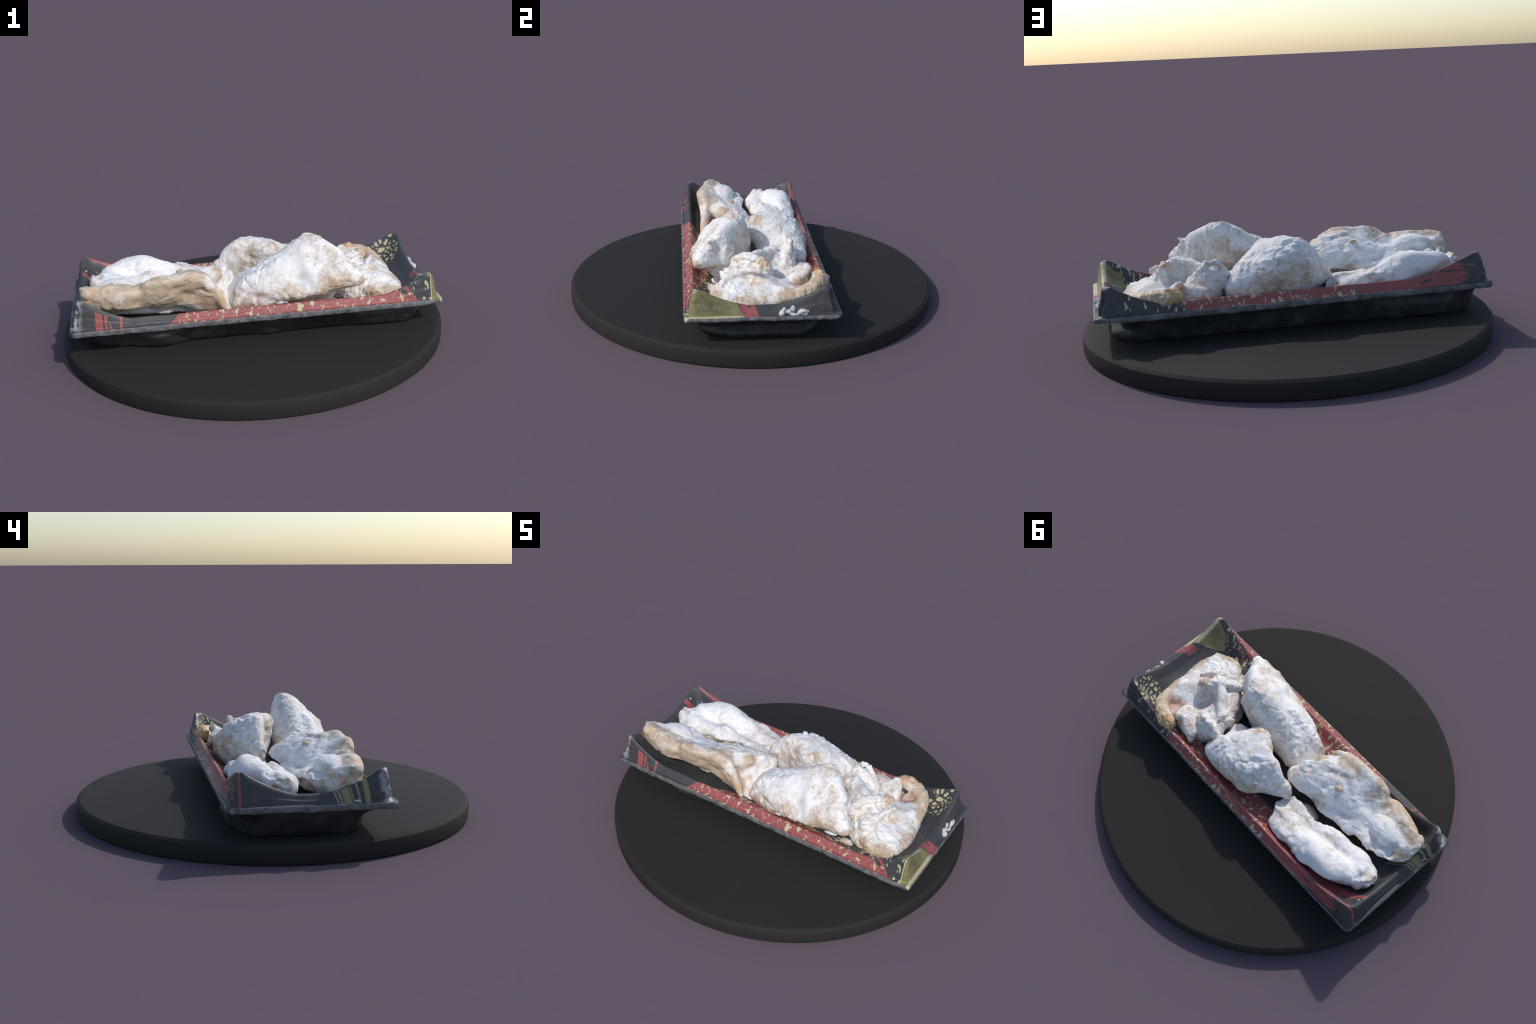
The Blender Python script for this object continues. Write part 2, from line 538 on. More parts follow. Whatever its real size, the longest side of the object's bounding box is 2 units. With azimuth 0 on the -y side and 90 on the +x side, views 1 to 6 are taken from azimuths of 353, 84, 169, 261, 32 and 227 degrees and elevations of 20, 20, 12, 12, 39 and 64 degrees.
def tray():
    root = bpy.data.objects.new("food_tray", None)
    COL.objects.link(root)
    root["label"] = "shallow black plastic food tray printed red and gold"
    root["category"] = "food tray"
    # (inset, height, share of the corner lift, corner radius)
    rim = [(0.058, 0.214, 0.00, 0.035), (0.026, 0.211, 0.00, 0.033), (0.007, 0.210, 0.00, 0.032), (0.0, 0.214, 0.0, 0.032),
           (-0.001, 0.226, 0.0, 0.032), (0.001, 0.236, 0.0, 0.032), (0.006, 0.2395, 0.0, 0.031), (0.017, 0.239, 0.0, 0.029),
           (0.0215, 0.2400, 0.03, 0.028), (0.0245, 0.2470, 0.22, 0.027), (0.0285, 0.2540, 0.40, 0.026), (0.0330, 0.2568, 0.50, 0.026),
           (0.0375, 0.2640, 0.70, 0.026), (0.0430, 0.2725, 0.88, 0.028), (0.0500, 0.2775, 0.98, 0.030), (0.0575, 0.2785, 1.00, 0.032),
           (0.066, 0.2745, 0.97, 0.034), (0.074, 0.2650, 0.88, 0.034), (0.088, 0.2420, 0.60, 0.035)]
    well = [(0.088, 0.2420, 0.60, 0.035), (0.106, 0.231, 0.42, 0.045), (0.126, 0.222, 0.26, 0.05), (0.146, 0.214, 0.14, 0.06),
            (0.168, 0.206, 0.06, 0.06), (0.190, 0.200, 0.0, 0.06), (0.212, 0.196, 0.0, 0.05), (0.25, 0.194, 0.0, 0.03)]
    bowl = [(0.058, 0.214, 0.0, 0.035), (0.060, 0.203, 0.0, 0.06), (0.074, 0.165, 0.0, 0.075), (0.088, 0.125, 0.0, 0.085),
            (0.098, 0.102, 0.0, 0.09), (0.110, 0.0915, 0.0, 0.09), (0.140, 0.0910, 0.0, 0.07), (0.23, 0.0910, 0.0, 0.03)]

    def lay(profile, dense):
        prof = catmull(profile, dense)
        rows = []
        for d, z, share, rad in prof:
            # the left end and back side of the bowl run closer to the flange
            k = 1.0 if z < 0.213 and profile is bowl else 0.0
            q = min(1.0, max(0.0, d - 0.026) / 0.033) if profile is not bowl else 0.0
            e = max(0.0, d - 0.070) * (0.62 if profile is well or profile is rim else 0.0)   # the end walls slope more gently
            p = loop((d - 0.032 * k + e, d + 0.012 * k + 0.002 * q + e, d + 0.010 * k - 0.008 * q + 0.15 * e, d - 0.012 * k - 0.014 * q + 0.15 * e), rad)
            if q > 0:                            # the back crest leans in towards both corners
                lean = 0.018 * q * np.clip((np.abs(p[:, 0]) - 0.62) / 0.25, 0, 1) ** 2
                p[:, 1] -= lean * np.clip(p[:, 1] / 0.30, 0, 1) ** 2
            x, y = p[:, 0], p[:, 1]
            h = z + share * (crest_lift(x, y) - np.where(y < -0.2, 0.006, 0.0) * np.clip((0.80 - np.abs(x)) / 0.15, 0, 1)) - 0.002 * x / 0.93 + 0.003 * (y / 0.35)
            if z < 0.2 and share == 0:
                h = np.full(len(x), z) + (h - z) * max(0.0, (z - 0.12) / 0.08)
            rows.append(np.column_stack([x, y, h]))
        return np.array(rows)

    r_rim, r_well, r_bowl = lay(rim, 56), lay(well, 24), lay(bowl, 26)
    # the scan-like crookedness of thin plastic: gentle waves, ragged cut edge,
    # dented corners, faceted lower wall
    for rows, amp in ((r_rim, 0.0022), (r_well, 0.0022), (r_bowl, 0.0022)):
        for i in range(rows.shape[0]):
            for j in range(rows.shape[1]):
                q = Vector(rows[i, j])
                n1 = noise.noise_vector(q * 9.0)
                rows[i, j] += np.array(n1) * amp
    for i in range(r_rim.shape[0]):
        for j in range(r_rim.shape[1]):
            x, y, z = r_rim[i, j]
            rag = max(0.0, 1.0 - abs(i - 9) / 9.0)
            if rag > 0:
                q = Vector((x, y, 0.0))
                down = noise.noise(q * 14.0) + 0.6 * noise.noise(q * 40.0)
                if z < 0.226:
                    r_rim[i, j, 2] -= 0.006 * rag * max(0.0, down + 0.15)
            if x > 0.80 and i < 13 and z < 0.232:          # the lip is thinner at the right-hand end
                r_rim[i, j, 2] += 0.008 * min(1.0, (x - 0.80) / 0.08)
            # puckered corner faces
            near = max(0.0, 1.0 - math.hypot(abs(x) - 0.89, abs(y + 0.01) - 0.325) / 0.12)
            for cx, cy in ((X0 + 0.055, Y0 + 0.055), (X1 - 0.055, Y1 - 0.055)):
                # hollow pinched into two of the outer corners
                across = abs((x - cx) * np.sign(cx) - (y - cy) * np.sign(cy))
                along = (x - cx) * np.sign(cx) + (y - cy) * np.sign(cy)
                if i > 11 and along > 0.0 and z > 0.24:
                    dent = 0.022 * math.exp(-(across / 0.016) ** 2) * min(1.0, max(0.0, (0.355 - z) / 0.03)) * min(1.0, (z - 0.24) / 0.02)
                    r_rim[i, j, :2] -= dent * 0.7 * np.array([np.sign(cx), np.sign(cy)])
            if z > 0.25:
                q = Vector((x, y, z))
                r_rim[i, j] += np.array(noise.noise_vector(q * 30.0)) * 0.006 * near
    for i in range(2, r_bowl.shape[0]):
        for j in range(r_bowl.shape[1]):
            x, y, z = r_bowl[i, j]
            if z > 0.089:
                q = Vector((x * 9.0, y * 9.0, z * 6.0))
                drop = min(1.0, (0.215 - z) / 0.05)
                w = noise.noise(q) * 0.018 + abs(noise.noise(q * 2.2)) * 0.012
                w += 0.045 * max(0.0, noise.noise(Vector((x * 7.0, y * 7.0, 3.3))) - 0.12) * drop
                r_bowl[i, j, 0] *= 1 + w * 0.6
                r_bowl[i, j, 1] *= 1 + w * 1.6
                # crushed-in corners and uneven bulges of the crumpled lower wall
                def near(cx, cy, sx, sy):
                    return max(0.0, 1.0 - math.hypot((x - cx) / sx, (y - cy) / sy)) * drop
                shift = np.array((0.065, 0.070)) * near(-0.88, -0.36, 0.24, 0.17)
                shift += np.array((0.065, -0.055)) * near(-0.92, 0.35, 0.20, 0.16)
                shift += np.array((-0.006, 0.0)) * near(-0.90, 0.02, 0.14, 0.20)
                shift += np.array((-0.065, -0.070)) * near(0.90, 0.33, 0.20, 0.17)
                shift += np.array((0.0, 0.050)) * near(-0.62, 0.30, 0.30, 0.17)
                shift += np.array((0.0, -0.065)) * near(-0.50, -0.32, 0.16, 0.15)
                shift += np.array((0.0, -0.045)) * near(0.66, -0.32, 0.22, 0.14)
                shift += np.array((0.0, -0.030)) * near(0.05, -0.32, 0.10, 0.12)
                if x > 0.76 and abs(y) < 0.30:
                    shift[0] += (0.026 if z < 0.125 else -0.036) * drop * (1 - (abs(y) / 0.30) ** 4)
                r_bowl[i, j, :2] += shift
    r_well[0], r_bowl[0] = r_rim[-1], r_rim[0]      # shared borders

    def skin(rows, flip, cap):
        m, n = rows.shape[:2]
        f = []
        for i in range(m - 1):
            for j in range(n):
                j2 = (j + 1) % n
                q = [i * n + j, i * n + j2, (i + 1) * n + j2, (i + 1) * n + j]
                f.append(q[::-1] if flip else q)
        if cap:
            f.append([(m - 1) * n + j for j in range(n)][::(-1 if flip else 1)])
        return rows.reshape(-1, 3), f
    ink, dull = printed_plastic(), dull_plastic()
    parts = [add_mesh("printed_rim", *skin(r_rim, False, False), ink, root), add_mesh("inner_well", *skin(r_well, False, True), ink, root),
             add_mesh("lower_bowl", *skin(r_bowl, True, True), dull, root)]
    # one smooth surface: every part carries the vertex normals of the whole tray
    bm = bmesh.new()
    for ob in parts:
        bm.from_mesh(ob.data)
    whole = bpy.data.meshes.new("whole")
    bmesh.ops.remove_doubles(bm, verts=bm.verts, dist=1e-6)
    bmesh.ops.recalc_face_normals(bm, faces=bm.faces)
    bm.to_mesh(whole)
    bm.free()
    lookup = {tuple(round(c, 5) for c in v.co): v.normal.copy() for v in whole.vertices}
    for ob in parts:
        me = ob.data
        first = me.polygons[0]
        if lookup[tuple(round(c, 5) for c in me.vertices[first.vertices[0]].co)].dot(first.normal) < 0:
            me.flip_normals()
        me.normals_split_custom_set_from_vertices([lookup[tuple(round(c, 5) for c in v.co)] for v in me.vertices])
    bpy.data.meshes.remove(whole)
    # crumbs of flour stuck to the rim
    fl = loose_flour()
    shells = []
    heap = [((0.912, 0.075, 0.244), (0.016, 0.020, 0.016)), ((0.905, 0.085, 0.258), (0.010, 0.012, 0.016)), ((0.903, 0.128, 0.258), (0.010, 0.011, 0.024)),
            ((0.905, 0.110, 0.246), (0.012, 0.020, 0.012)), ((0.911, 0.172, 0.250), (0.017, 0.024, 0.018)), ((0.907, 0.190, 0.246), (0.014, 0.018, 0.015)),
            ((0.914, 0.135, 0.238), (0.012, 0.022, 0.008)),
            ((0.795, -0.345, 0.245), (0.018, 0.010, 0.013)), ((0.825, -0.350, 0.240), (0.018, 0.010, 0.009)), ((0.852, -0.356, 0.235), (0.016, 0.008, 0.006)),
            ((-0.915, -0.205, 0.246), (0.006, 0.016, 0.008)),
            ((0.11, -0.305, 0.262), (0.022, 0.012, 0.009)), ((0.14, -0.298, 0.258), (0.012, 0.01, 0.008)), 
            ((-0.868, 0.225, 0.328), (0.006, 0.008, 0.007)), ((0.715, 0.262, 0.285), (0.012, 0.012, 0.010)), ((0.695, 0.22, 0.262), (0.010, 0.012, 0.008))]
    for c0, r0 in heap:
        v, f = blob(c0, r0)
        v = v + np.array([noise.noise_vector(Vector(p) * 55.0) for p in v]) * min(r0) * 0.5
        shells.append((v, f))
    me = remeshed(shells, 0.003, 2)
    me.name = "flour_crumbs"
    me.materials.clear()
    me.materials.append(fl)
    me.polygons.foreach_set("use_smooth", [True] * len(me.polygons))
    ob = bpy.data.objects.new("flour_crumbs", me)
    COL.objects.link(ob)
    ob.parent = root
    ob["kind"] = "stuff"
    scraps = []
    for c0, r0 in [((0.50, -0.245, 0.185), (0.05, 0.025, 0.045)), ((0.44, -0.25, 0.18), (0.05, 0.03, 0.030)), ((0.39, -0.21, 0.17), (0.05, 0.05, 0.05)),
                   ((0.25, 0.02, 0.2), (0.08, 0.06, 0.07)), ((-0.32, 0.07, 0.2), (0.07, 0.05, 0.06))]:
        v, f = blob(c0, r0)
        scraps.append((v + np.array([noise.noise_vector(Vector(p) * 22.0) for p in v]) * 0.012, f))
    k, vv, ff = 0, [], []
    for v, f in scraps:
        vv.extend(map(tuple, v)); ff.extend([[i + k for i in q] for q in f]); k += len(v)
    ob = add_mesh("meat_scraps", vv, ff, floured_skin("scrap_skin", 0.36, seed=9.0), root)
    ob["kind"] = "stuff"


# --------------------------------------------------------------------------
# the five chicken pieces (hand-placed surface points, then folds and lumps)
# --------------------------------------------------------------------------
def base_ring(pts, z=0.135):
    return [(x, y, z) for x, y in pts]


def piece_front_left():
    crown = [(-.835, -.164, .391), (-.816, -.234, .388), (-.812, -.111, .367), (-.795, -.186, .397), (-.771, -.242, .387), (-.721, -.225, .410), (-.709, -.158, .370),
             (-.680, -.257, .399), (-.650, -.160, .379), (-.630, -.288, .374), (-.605, -.239, .400), (-.574, -.273, .397), (-.534, -.270, .430), (-.520, -.230, .414),
             (-.479, -.288, .380), (-.466, -.211, .418), (-.457, -.283, .427), (-.433, -.178, .406), (-.403, -.272, .435), (-.399, -.275, .384), (-.387, -.185, .433),
             (-.375, -.096, .392), (-.332, -.020, .367), (-.323, -.270, .446), (-.305, -.215, .437), (-.271, -.184, .427), (-.262, -.249, .418), (-.256, -.075, .403),
             (-.250, -.032, .380), (-.245, -.140, .430), (-.244, -.264, .376), (-.216, -.203, .412), (-.177, -.147, .413), (-.166, -.073, .411), (-.156, -.154, .366),
             (-.135, -.043, .387)]
    flank = [(-.878, -.177, .356), (-.877, -.148, .312), (-.864, -.098, .298), (-.863, -.197, .331), (-.849, -.227, .359), (-.830, -.234, .310), (-.792, -.267, .353),
             (-.790, -.026, .338), (-.740, -.278, .335), (-.731, -.031, .336), (-.727, -.087, .345), (-.689, -.282, .296), (-.684, .003, .309), (-.683, -.288, .357),
             (-.641, -.033, .334), (-.604, -.016, .309), (-.599, -.076, .333), (-.571, -.265, .309), (-.570, -.288, .365), (-.558, -.090, .343), (-.545, -.142, .358),
             (-.492, -.064, .307), (-.405, .013, .307), (-.314, .000, .312), (-.289, -.232, .341), (-.264, -.197, .316), (-.250, .008, .346), (-.230, .040, .304),
             (-.209, -.276, .341), (-.199, .006, .356), (-.156, -.109, .305), (-.153, -.109, .361), (-.136, .022, .353), (-.122, -.062, .348), (-.120, .035, .316),
             (-.105, .002, .344), (-.094, -.030, .331), (-.092, -.004, .298)]
    belly = [(-.865, -.169, .284), (-.800, -.100, .230), (-.749, -.198, .242), (-.744, -.241, .285), (-.700, -.100, .215), (-.650, -.268, .281), (-.592, -.046, .227),
             (-.589, -.057, .271), (-.571, -.202, .268), (-.568, .006, .271), (-.500, -.103, .221), (-.486, .008, .285), (-.481, -.257, .288), (-.460, -.184, .215),
             (-.457, .011, .270), (-.420, -.194, .245), (-.417, -.020, .237), (-.400, -.241, .294), (-.369, -.179, .229), (-.358, .021, .265), (-.320, -.080, .215),
             (-.287, -.010, .274), (-.245, -.017, .237), (-.200, -.081, .199), (-.180, -.269, .292), (-.174, .038, .290), (-.169, -.233, .190), (-.164, -.252, .216),
             (-.157, -.199, .258), (-.130, -.195, .185), (-.118, -.214, .164), (-.109, -.240, .205)]
    shell = star_body((-.50, -.12, .28), (.40, .17, .16), crown + flank + belly)
    extra = [blob((-.375, -.096, .396), (.020, .018, .014)), blob((-.845, -.20, .362), (.035, .05, .038)), blob((-.70, -.14, .350), (.11, .075, .056)),
             tube([(-.840, -.195, .325, .045), (-.740, -.222, .325, .052), (-.640, -.230, .345, .050), (-.585, -.228, .365, .040)]),
             tube([(-.560, -.240, .385, .028), (-.480, -.252, .398, .030), (-.380, -.255, .402, .029), (-.290, -.248, .398, .029), (-.235, -.252, .355, .028), (-.195, -.256, .300, .024), (-.160, -.256, .235, .018)])]
    folds = [([(-.60, -.27, .41), (-.58, -.28, .36), (-.60, -.27, .31)], .022, -.014),
             ([(-.18, -.05, .41), (-.17, -.12, .38), (-.16, -.20, .31), (-.15, -.24, .24)], .022, -.020),
             ([(-.25, -.24, .42), (-.20, -.262, .33), (-.16, -.262, .24)], .016, .010),
             ([(-.31, -.05, .375), (-.31, .03, .31)], .020, -.020),
             ([(-.615, -.22, .40), (-.60, -.14, .40), (-.57, -.06, .37)], .020, -.012),
             ([(-.45, -.10, .41), (-.36, -.15, .43), (-.27, -.12, .41)], .018, -.010),
             ([(-.53, -.25, .43), (-.38, -.25, .43), (-.28, -.24, .42)], .025, .008),
             ([(-.80, -.08, .36), (-.79, -.04, .31)], .022, -.016),
             ([(-.70, -.05, .37), (-.72, -.02, .31)], .020, -.012),
             ([(-.36, -.262, .330), (-.29, -.255, .315)], .032, -.020), ([(-.30, -.25, .345), (-.235, -.255, .315)], .022, -.022),
             ([(-.57, -.27, .405), (-.45, -.275, .415), (-.32, -.27, .415), (-.26, -.265, .40)], .018, .008)]
    spots = [(-.85, -.25, .34, .10, .36, "skin"), (-.70, -.27, .34, .13, .31, "skin"), (-.52, -.28, .34, .12, .38, "skin"), (-.38, -.27, .34, .12, .38, "skin"),
             (-.22, -.27, .28, .08, .50, "skin"), (-.18, -.15, .39, .045, .35, "skin"), (-.375, -.096, .405, .025, .9, "skin"), (-.26, -.22, .30, .05, .8, "flesh"),
             (-.19, -.27, .29, .030, .45, "fat"), (-.30, -.24, .42, .06, .25, "skin"), (-.50, -.08, .40, .15, .2, "flour"), (-.70, -.12, .40, .12, .12, "flour"),
             (-.86, -.09, .31, .07, .2, "skin"), (-.32, .03, .30, .03, .8, "skin")]
    return chicken("floured_chicken", "broad floured chicken piece with a tan overhanging front edge", [shell] + extra,
                   floured_skin("floured_skin_broad", 0.50, spots, 1.0), 1.0, folds=folds, lump=.006, mid=.0028, pits=.0035)


def piece_back_left():
    crown = [(-.820, .142, .336), (-.810, .066, .328), (-.791, .095, .349), (-.766, .139, .344), (-.751, .030, .321), (-.751, .209, .343), (-.723, .143, .367),
             (-.688, .255, .359), (-.685, .224, .372), (-.682, .084, .341), (-.677, .271, .331), (-.646, .189, .383), (-.635, .277, .320), (-.619, .270, .357),
             (-.605, .240, .385), (-.603, .123, .321), (-.599, .193, .384), (-.593, .053, .321), (-.572, .203, .387), (-.567, .288, .321), (-.549, .249, .379),
             (-.537, .064, .330), (-.510, .272, .351), (-.499, .095, .348), (-.487, .203, .378), (-.457, .264, .342), (-.431, .205, .351), (-.400, .251, .320),
             (-.364, .209, .322), (-.218, .190, .321)]
    flank = [(-.847, .129, .307), (-.836, .101, .305), (-.823, .153, .288), (-.795, .061, .277), (-.794, .181, .302), (-.735, .011, .282), (-.729, .212, .301),
             (-.712, .220, .257), (-.649, .011, .278), (-.600, .035, .273), (-.598, .269, .275), (-.516, .029, .287), (-.499, .297, .275), (-.456, .055, .281),
             (-.451, .139, .300), (-.423, .100, .256), (-.401, .270, .278), (-.369, .099, .293), (-.357, .275, .318), (-.329, .180, .313), (-.320, .073, .263),
             (-.309, .274, .307), (-.298, .136, .281), (-.293, .291, .260), (-.288, .208, .308), (-.264, .249, .303), (-.253, .174, .309), (-.251, .075, .289),
             (-.217, .110, .276), (-.214, .207, .261), (-.203, .155, .279)]
    belly = [(-.832, .114, .221), (-.827, .088, .253), (-.805, .139, .224), (-.796, .122, .170), (-.774, .094, .139), (-.756, .167, .210), (-.752, .156, .149),
             (-.723, .190, .224), (-.720, .040, .200), (-.680, .206, .203), (-.650, .090, .135), (-.642, .216, .142), (-.600, .260, .211), (-.557, .271, .243),
             (-.550, .065, .200), (-.457, .282, .249), (-.450, .230, .135), (-.450, .120, .135), (-.421, .241, .217), (-.412, .094, .206), (-.362, .279, .248),
             (-.260, .096, .222), (-.250, .230, .135), (-.250, .160, .135), (-.230, .271, .250), (-.195, .188, .218)]
    shell = star_body((-.53, .165, .26), (.35, .14, .13), crown + flank + belly)
    extra = [blob((-.772, .105, .285), (.074, .084, .066)), blob((-.812, .095, .305), (.036, .048, .046))]
    folds = [([(-.79, .16, .36), (-.80, .10, .35), (-.78, .05, .31)], .022, -.020), ([(-.66, .11, .34), (-.55, .12, .32), (-.47, .14, .34)], .03, -.010),
             ([(-.48, .24, .35), (-.38, .15, .32)], .03, -.008), ([(-.80, .20, .33), (-.82, .15, .33)], .02, -.012)]
    spots = [(-.60, .19, .41, .20, .30, "flour"), (-.70, .15, .38, .14, .15, "flour"), (-.58, .06, .29, .10, .30, "skin"), (-.84, .11, .32, .07, .22, "skin"), (-.30, .15, .30, .12, .10, "skin"),
             (-.74, .28, .29, .09, .5, "flesh"), (-.50, .29, .26, .16, .35, "flesh"), (-.845, .14, .28, .035, .7, "skin")]
    return chicken("floured_chicken", "long low chicken piece, thickly white with flour", [shell] + extra,
                   floured_skin("floured_skin_white", 0.58, spots, 2.0), 2.0, folds=folds, lump=.008, mid=.006)


def piece_peak():
    crown = [(.003, -.142, .402), (.029, -.178, .406), (.065, -.100, .420), (.068, -.234, .412), (.073, -.201, .435), (.076, -.063, .394), (.125, -.088, .441),
             (.128, -.163, .464), (.166, -.096, .479), (.190, -.220, .460), (.195, -.147, .508), (.203, -.047, .437), (.210, -.028, .387), (.226, -.102, .517),
             (.251, -.215, .481), (.255, -.156, .527), (.264, -.036, .432), (.279, -.062, .511), (.288, -.094, .554), (.313, -.140, .545), (.320, -.248, .453),
             (.327, -.198, .512), (.351, -.076, .465), (.352, -.225, .484), (.352, -.119, .534), (.360, -.325, .392), (.382, -.121, .498), (.388, -.110, .418),
             (.406, -.159, .505), (.417, -.246, .466), (.423, -.283, .429), (.442, -.326, .392), (.452, -.206, .484), (.456, -.211, .409), (.484, -.253, .450),
             (.505, -.270, .405), (.522, -.297, .393)]
    flank = [(-.120, -.097, .309), (-.111, -.210, .283), (-.104, -.235, .315), (-.104, -.178, .321), (-.079, -.142, .351), (-.076, -.190, .364), (-.067, -.255, .302),
             (-.046, -.247, .342), (-.043, -.215, .384), (-.038, -.095, .364), (-.000, -.285, .316), (.011, -.088, .387), (.038, -.034, .303), (.055, -.269, .375),
             (.060, -.292, .341), (.099, -.306, .288), (.108, -.304, .338), (.148, -.020, .359), (.186, -.331, .303), (.212, -.281, .373), (.218, -.028, .331),
             (.248, -.342, .322), (.285, -.320, .288), (.300, -.041, .322), (.301, -.344, .330), (.346, -.300, .287), (.348, -.343, .353), (.376, -.066, .299),
             (.398, -.085, .339), (.411, -.265, .296), (.431, -.218, .298), (.438, -.142, .311), (.449, -.335, .349), (.493, -.337, .370), (.493, -.251, .323),
             (.502, -.306, .314), (.512, -.250, .366), (.529, -.339, .337)]
    belly = [(-.134, -.166, .278), (-.130, -.243, .242), (-.120, -.171, .197), (-.081, -.189, .148), (-.066, -.258, .221), (-.066, -.228, .190), (-.060, -.028, .280),
             (-.035, -.277, .264), (-.030, -.120, .135), (.000, -.027, .250), (.019, -.056, .201), (.051, -.262, .202), (.056, -.198, .155), (.059, -.044, .238),
             (.100, -.100, .135), (.145, -.266, .235), (.148, -.221, .199), (.180, -.040, .220), (.181, -.286, .254), (.198, -.195, .163), (.200, -.246, .220),
             (.226, -.314, .274), (.265, -.276, .252), (.270, -.099, .136), (.277, -.183, .157), (.305, -.251, .226), (.309, -.051, .274), (.325, -.196, .174),
             (.330, -.082, .221), (.356, -.251, .239), (.358, -.121, .146), (.393, -.171, .171), (.416, -.151, .242)]
    shell = star_body((.20, -.17, .33), (.34, .16, .2), crown + flank + belly)
    extra = [tube([(.47, -.24, .44, .014), (.482, -.252, .452, .008), (.492, -.258, .456, .004)])]
    folds = [([(.165, -.19, .48), (.20, -.25, .42), (.205, -.285, .36), (.24, -.31, .32)], .040, -.006), ([(.25, -.22, .48), (.27, -.29, .39)], .03, .008),
             ([(.13, -.32, .29), (.23, -.33, .30), (.33, -.335, .31)], .022, .008),
             ([(-.02, -.28, .30), (.05, -.29, .28)], .02, -.010), ([(.32, -.04, .50), (.35, -.05, .40), (.34, -.04, .30)], .016, -.012), ([(.40, -.09, .45), (.42, -.11, .33)], .018, -.014),
             ([(.27, -.02, .47), (.28, -.02, .36)], .016, .009), ([(.37, -.07, .46), (.38, -.07, .34)], .014, .009),
             ([(.45, -.17, .44), (.46, -.18, .33)], .016, .010), ([(.27, -.32, .28), (.28, -.31, .24)], .014, -.014)]
    spots = [(.0, -.30, .27, .09, .6, "flesh"), (-.10, -.26, .27, .07, .5, "flesh"), (.20, -.33, .28, .10, .28, "skin"), (.40, -.34, .31, .12, .28, "skin"), (.55, -.345, .34, .05, .4, "skin"), (.30, -.13, .53, .06, .12, "skin"),
             (.22, -.25, .40, .07, .2, "flour"), (.05, -.20, .42, .12, .12, "flour"), (.35, -.06, .40, .12, .14, "skin"), (.24, -.01, .34, .08, .1, "skin")]
    return chicken("floured_chicken", "steep peaked slab of floured chicken leaning on its side", [shell] + extra,
                   floured_skin("floured_skin_peak", 0.53, spots, 3.0), 3.0, folds=folds, lump=.005, mid=.005)


def piece_dome():
    crown = [(-.119, .089, .434), (-.092, .117, .443), (-.087, .059, .408), (-.072, .061, .454), (-.067, .165, .439), (-.049, .122, .470), (-.039, .080, .481),
             (-.020, .166, .450), (-.017, .046, .430), (.004, .062, .490), (.014, .239, .427), (.014, .112, .479), (.026, .016, .426), (.030, .157, .459),
             (.050, .023, .475), (.059, .200, .443), (.060, .089, .482), (.060, -.012, .410), (.076, .243, .410), (.086, -.017, .451), (.093, .058, .478),
             (.094, .116, .468), (.094, .162, .454), (.119, .226, .413), (.135, .024, .467), (.143, .115, .453), (.152, .169, .418), (.156, .035, .443),
             (.163, .142, .433), (.183, .079, .432), (.194, .038, .413), (.207, .155, .407)]
    flank = [(-.161, .078, .333), (-.152, .128, .324), (-.144, .085, .397), (-.131, .058, .305), (-.124, .063, .364), (-.101, .190, .340), (-.093, .062, .299),
             (-.061, .055, .329), (-.042, .266, .348), (-.041, .233, .403), (-.002, .025, .382), (.018, .282, .349), (.020, .017, .290), (.045, .005, .332),
             (.045, .276, .306), (.063, .279, .361), (.104, .001, .331), (.118, -.024, .397), (.120, .282, .322), (.164, -.031, .377), (.200, .274, .319),
             (.200, .229, .382), (.220, .027, .348), (.230, .114, .402), (.243, .241, .357), (.246, .277, .314), (.257, .076, .351), (.259, .157, .389),
             (.277, .146, .357), (.287, .115, .324), (.295, .241, .337), (.302, .195, .343), (.307, .163, .311), (.322, .220, .302)]
    belly = [(-.201, .098, .268), (-.169, .071, .284), (-.153, .147, .284), (-.142, .064, .218), (-.108, .157, .249), (-.089, .126, .208), (-.089, .069, .136),
             (-.071, .185, .263), (-.059, .128, .143), (-.054, .162, .188), (-.030, .236, .250), (-.027, .045, .266), (.000, .050, .135), (.003, .212, .192),
             (.007, .184, .139), (.018, .265, .270), (.054, .035, .225), (.067, .250, .238), (.091, .269, .281), (.100, .050, .135), (.100, .200, .135),
             (.120, .260, .235), (.150, .228, .189), (.170, .020, .240), (.179, .273, .261), (.200, .100, .135), (.220, .200, .135), (.226, .270, .236),
             (.301, .265, .282)]
    shell = star_body((.06, .13, .29), (.22, .15, .17), crown + flank + belly)
    extra = [blob((.245, .055, .295), (.07, .055, .045)), blob((-.022, .170, .462), (.020, .014, .009)), tube([(-.14, .10, .33, .05), (-.185, .098, .29, .03), (-.205, .097, .28, .014)])]
    folds = [([(.19, -.0, .43), (.10, -.01, .40), (.0, .01, .40)], .02, -.005), ([(-.02, .015, .46), (.0, .01, .36)], .02, -.012), ([(-.12, .05, .44), (-.13, .05, .32)], .02, -.010),
             ([(.02, .24, .41), (.05, .28, .31)], .025, -.012), ([(-.06, .24, .34), (.03, .28, .32), (.10, .28, .33)], .02, .008), ([(.05, .07, .485), (.03, .16, .48), (.0, .22, .43)], .015, .007)]
    spots = [(.134, .03, .47, .026, .4, "fat"), (.12, .01, .44, .04, .2, "skin"), (-.02, .173, .47, .03, .7, "flour"), (.0, .02, .36, .12, .18, "skin"), (0, .27, .30, .13, .26, "skin"), (.15, .27, .28, .10, .22, "skin"),
             (-.16, .10, .32, .07, .16, "skin"), (.10, .12, .49, .12, .08, "flour")]
    return chicken("floured_chicken", "domed lumpy chicken piece speckled tan under flour", [shell] + extra,
                   floured_skin("floured_skin_dome", 0.52, spots, 4.0), 4.0, folds=folds, lump=.008, mid=.006)


